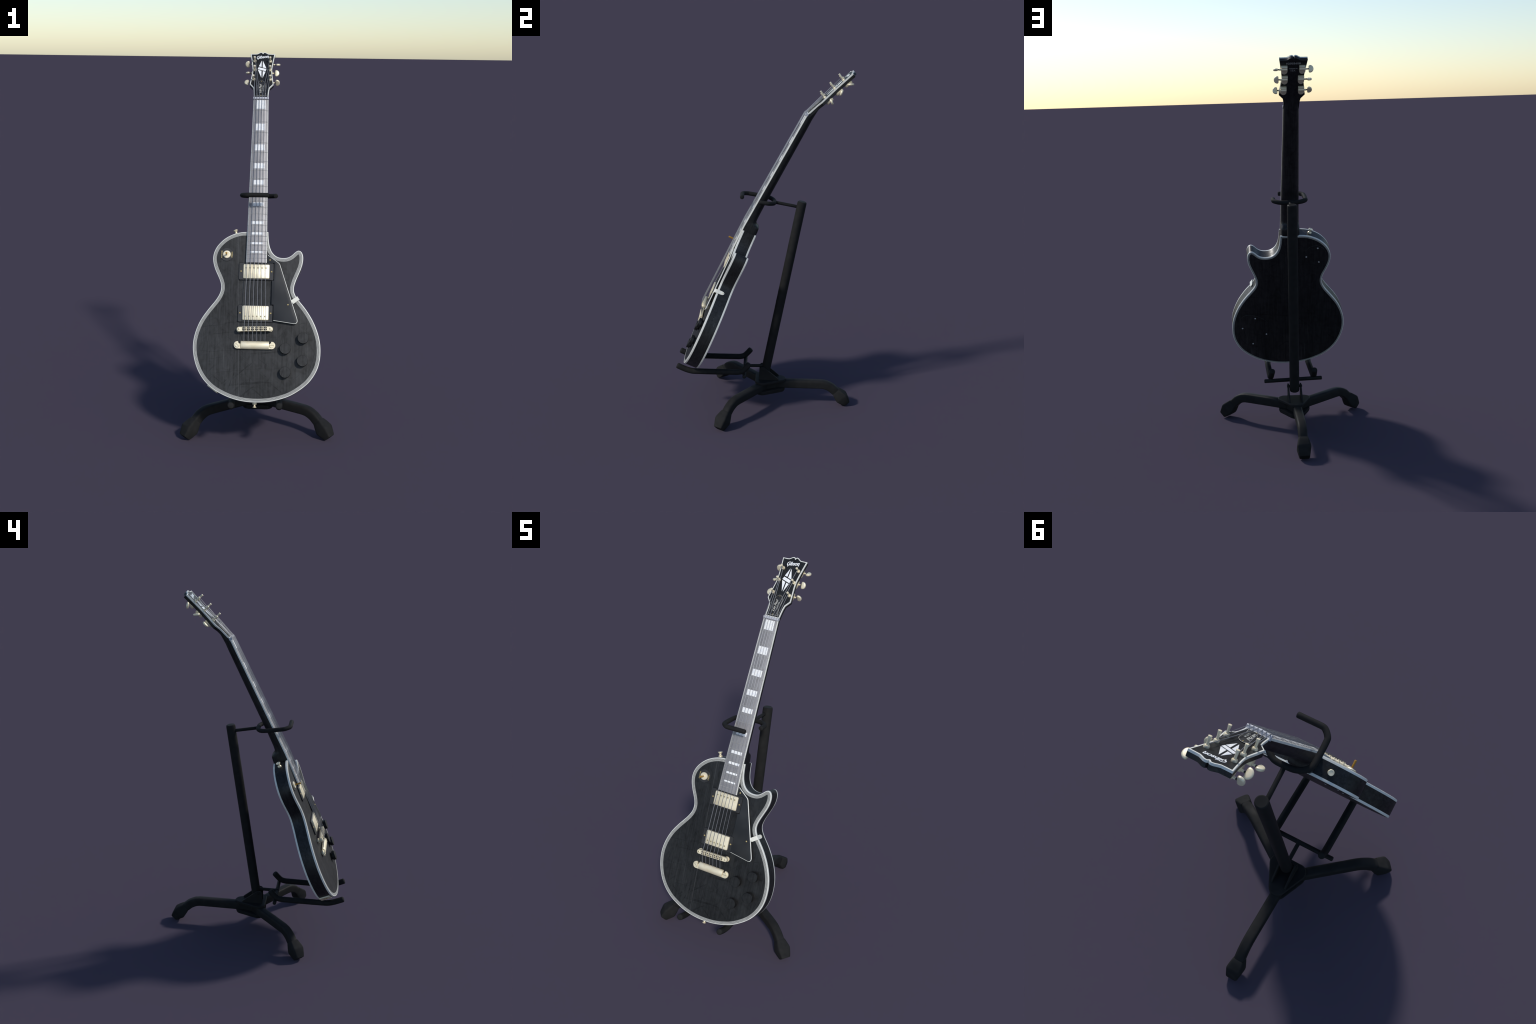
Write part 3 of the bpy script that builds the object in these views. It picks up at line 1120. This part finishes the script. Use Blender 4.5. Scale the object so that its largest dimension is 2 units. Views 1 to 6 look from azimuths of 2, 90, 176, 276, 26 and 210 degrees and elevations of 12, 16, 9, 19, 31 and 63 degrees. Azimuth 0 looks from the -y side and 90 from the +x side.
# ============================================================ STRAP BUTTONS
p, nr2, tg = rim_point(-.1075, .8620)
b = Build()
lathe(b, (p[0], p[1], -.0440), (nr2[0], nr2[1], 0), [(.0105, -.002), (.0108, .0050), (.0085, .0075), (.0058, .0105), (.0056, .0150),
                                                   (.0085, .0205), (.0120, .0235), (.0122, .0258), (.0100, .0272), (.0065, .0262)],
      seg=24)
b.obj('strap_button', M_CREAM, GUITAR)
p, nr2, tg = rim_point(.0060, -.0005)
b = Build()
lathe(b, (p[0], p[1], -.0360), (nr2[0], nr2[1], 0), [(.0116, -.002), (.0118, .0085), (.0080, .0092), (.0050, .0110), (.0046, .0150),
                                                   (.0062, .0190), (.0098, .0222), (.0098, .0240), (.0060, .0246)], seg=24)
b.obj('strap_button', M_CREAM, GUITAR)

# ======================================================= OUTPUT JACK PLATE
p, nr2, tg = rim_point(-.2080, .0640)
b = Build()


def jack_frame(a, n, h):
    q = p + tg * a + nr2 * (h + 0.0004)
    return Vector((q[0], q[1], n))


slab(b, rounded_rect(-.0315, .0315, -.0785, -.0155, .005), [(0, -.006), (0, .0025), (.001, .0035)], jack_frame)
jack = b.obj('jack_plate', M_CREAM, GUITAR)
b = Build()
q = p + nr2 * 0.002
lathe(b, (q[0], q[1], -.047), (nr2[0], nr2[1], 0), [(.0125, 0), (.0125, .0022), (.0095, .0030), (.0070, .0030), (.0068, .0012), (.003, .0010)],
      seg=24)
b.obj('jack_socket', M_GOLD, jack)

# ===================================================== BACK COVERS, SCREWS
b = Build()
lathe(b, (-.1375, .7430, RIM_BACK + .001), (0, 0, -1), [(.0615, 0), (.0615, .0020), (.0605, .0028)], seg=48)
cover = b.obj('switch_cover', M_WOOD, GUITAR)
for x, s in ((-.1508, .7875), (-.0881, .7341), (-.1589, .6984)):
    b = Build()
    lathe(b, (x, s, RIM_BACK - .0015), (0, 0, -1), [(.0046, 0), (.0046, .0008), (.0030, .0018)], seg=14)
    b.obj('screw', M_INK, cover)
cav = catmull([(.2590, .3560, 0), (.2000, .3500, 0), (.1420, .3180, 0), (.1230, .2850, 0), (.1230, .2050, 0),
               (.1290, .1450, 0), (.1560, .1270, 0), (.2150, .1390, 0), (.2620, .1640, 0), (.2850, .2050, 0),
               (.2900, .2700, 0), (.2860, .3300, 0)], per=5, closed=True)
b = Build()
slab(b, [(v.x, v.y) for v in cav], [(0, RIM_BACK + .001), (0, RIM_BACK - .0010), (.001, RIM_BACK - .0018)])
cover = b.obj('control_cover', M_WOOD, GUITAR)
for x, s in ((.2007, .3321), (.2740, .2665), (.1370, .2194), (.2152, .1547)):
    b = Build()
    lathe(b, (x, s, RIM_BACK - .0012), (0, 0, -1), [(.0046, 0), (.0046, .0008), (.0030, .0018)], seg=14)
    b.obj('screw', M_INK, cover)

# =================================================================== STAND
SO = Vector((-0.014, 0.025, 0.0))


def W(x, y, z):
    """world position -> stand coordinates"""
    return Vector((x, y, z)) - SO


# upright
P0, P1 = W(-.0075, .0070, .205), W(-.0085, .1905, 1.2570)
ax = (P1 - P0)
b = Build()
lathe(b, P0, ax, [(.018, 0), (.0245, .004), (.0266, .012), (.0266, ax.length - .012), (.0250, ax.length - .003), (.0210, ax.length)],
      seg=28)
upright = b.obj('upright', M_STAND, STAND)

# neck rest: thin rod and a foam-covered yoke with a gate arm
b = Build()
tube(b, [W(-.0150, .1850, 1.2215), W(-.0090, .0330, 1.2490)], .0092, seg=14)
rest = b.obj('neck_rest_rod', M_STAND, STAND)
yoke = catmull([W(.0762, -.0485, 1.2646), W(.0765, -.0220, 1.2616), W(.0740, -.0030, 1.2585), W(.0560, .0170, 1.2545),
                W(.0340, .0290, 1.2518), W(-.0070, .0310, 1.2514), W(-.0480, .0275, 1.2520), W(-.0780, .0130, 1.2548),
                W(-.0940, -.0060, 1.2585), W(-.0970, -.0400, 1.2640), W(-.0950, -.1120, 1.2755), W(-.0925, -.1240, 1.2775),
                W(-.0720, -.1470, 1.2818), W(-.0610, -.1520, 1.2828), W(-.0200, -.1525, 1.2832), W(.0380, -.1520, 1.2832)], per=6)
b = Build()
tube(b, yoke, .0121, seg=16)
b.obj('neck_rest', M_FOAM, STAND)

# lower cradle: two upturned padded arms on a cross bar
for path in ([(.1075, -.0900, .2950), (.1110, -.1060, .2760), (.1140, -.1260, .2570), (.1155, -.1500, .2490), (.1160, -.1800, .2480),
              (.1160, -.3900, .2470), (.1160, -.4200, .2480), (.1160, -.4480, .2545), (.1160, -.4780, .2660), (.1160, -.5050, .2785)],
             [(-.1290, -.0880, .2925), (-.1285, -.1040, .2735), (-.1278, -.1240, .2550), (-.1272, -.1480, .2475), (-.1270, -.1780, .2465),
              (-.1255, -.3900, .2460), (-.1250, -.4220, .2470), (-.1245, -.4500, .2535), (-.1243, -.4800, .2650), (-.1242, -.5080, .2775)]):
    b = Build()
    tube(b, catmull([W(*p) for p in path], per=5), .0168, seg=18)
    b.obj('cradle_arm', M_FOAM, STAND)
b = Build()
tube(b, [W(.1475, -.1150, .2335), W(-.0030, -.1150, .2365), W(-.1680, -.1155, .2390)], .0110, seg=14)
b.obj('cross_bar', M_STAND, STAND)
b = Build()
tube(b, [W(-.0030, -.1150, .2400), W(-.0035, -.1090, .2405), W(-.0040, -.1020, .2410), W(-.0075, .0050, .2430)],
     lambda f: .0140 if f < .2 else (.0115 if f < .5 else .0094), seg=14)
b.obj('cradle_rod', M_STAND, STAND)

# hub: two rounded three-lobed plates, a block between, two gusset brackets
HUB = W(-.014, .025, 0)
LEG_ANGLES = [90.0, -34.4, 220.4]


def hub_outline(r_lobe, lobe, k=9):
    """convex hull of three lobes"""
    pts = []
    order = sorted(LEG_ANGLES)
    for a in order:
        reach = r_lobe - {90.0: 0.0, -34.4: 0.002, 220.4: 0.011}[a]
        c = (reach * math.cos(math.radians(a)), reach * math.sin(math.radians(a)))
        for i in range(k):
            q = math.radians(a - 62 + 124 * i / (k - 1))
            pts.append((c[0] + lobe * math.cos(q) + .004, c[1] + lobe * math.sin(q)))
    return pts


b = Build()
slab(b, hub_outline(.067, .0405), [(.004, .1510), (0, .1540), (0, .1625), (.004, .1660)])
upper = b.obj('hub_plate', M_STAND, STAND)
b = Build()
slab(b, hub_outline(.063, .0395), [(.014, .0810), (.004, .0860), (0, .0960), (0, .1080), (.003, .1090)])
b.obj('hub_plate', M_STAND, STAND)
b = Build()
slab(b, hub_outline(.030, .026), [(0, .100), (0, .158)])
b.obj('hub_block', M_STAND, STAND)
for x in (.0255, -.0430):
    prof = [(-.0300, .160), (.0900, .160), (.0870, .1720), (.0080, .2380), (.0010, .2430), (-.0080, .2450), (-.0180, .2440),
            (-.0255, .2380), (-.0285, .2280)]
    b = Build()

    def gusset(y, z, h, x=x):
        return W(x + h, y, z)
    slab(b, prof, [(.0015, -.0042), (0, -.0028), (0, .0028), (.0015, .0042)], gusset)
    b.obj('gusset', M_STAND, STAND)
b = Build()
lathe(b, W(-.0470, -.004, .232), (1, 0, 0), [(.004, -.004), (.0075, -.003), (.0075, .0785), (.004, .0795)], seg=14)
b.obj('pivot_bolt', M_STAND, STAND)


def superring(c, u, w, hu, hw, e=5.0, seg=28, top_e=None):
    pts = []
    for i in range(seg):
        a = 2 * math.pi * i / seg
        ca, sa = math.cos(a), math.sin(a)
        ee = top_e if (top_e and sa > 0) else e
        pts.append(c + u * (hu * math.copysign(abs(ca) ** (2 / ee), ca)) + w * (hw * math.copysign(abs(sa) ** (2 / ee), sa)))
    return pts


# leg centre line (r, z) and foot profile (distance, half width, half height)
LEG_PATH = [(.020, .1310), (.300, .1318), (.325, .1312), (.345, .1280), (.363, .1210), (.382, .1110), (.402, .0935), (.414, .0830)]
FOOT = [(0.000, .0240, .0240), (.003, .0258, .0260), (.022, .0305, .0312), (.043, .0352, .0362), (.050, .0362, .0374),
        (.057, .0360, .0370), (.078, .0318, .0302), (.0985, .0275, .0228), (.1030, .0250, .0198)]
for ang in LEG_ANGLES:
    a = math.radians(ang)
    d = Vector((math.cos(a), math.sin(a), 0))
    side = Vector((-math.sin(a), math.cos(a), 0))
    P = [HUB + d * r + Vector((0, 0, z)) for r, z in LEG_PATH]
    rg = []
    for i, c in enumerate(P):
        t = (P[min(i + 1, len(P) - 1)] - P[max(i - 1, 0)]).normalized()
        up = t.cross(side)
        if up.z < 0:
            up = -up
        hw = .0250
        rg.append(superring(c, side, up, .0238, hw, 7.0, top_e=4.0))
    b = Build()
    b.rings(rg)
    leg = b.obj('leg', M_STAND, STAND)
    c0 = HUB + d * .4100 + Vector((0, 0, .0880))
    t = (d * 0.694 + Vector((0, 0, -0.720))).normalized()
    up = t.cross(side)
    if up.z < 0:
        up = -up
    rg = [superring(c0 + t * q, side, up, hu, hv, 6.5) for q, hu, hv in FOOT]
    b = Build()
    b.rings(rg)
    b.obj('foot', M_RUBBER, leg)
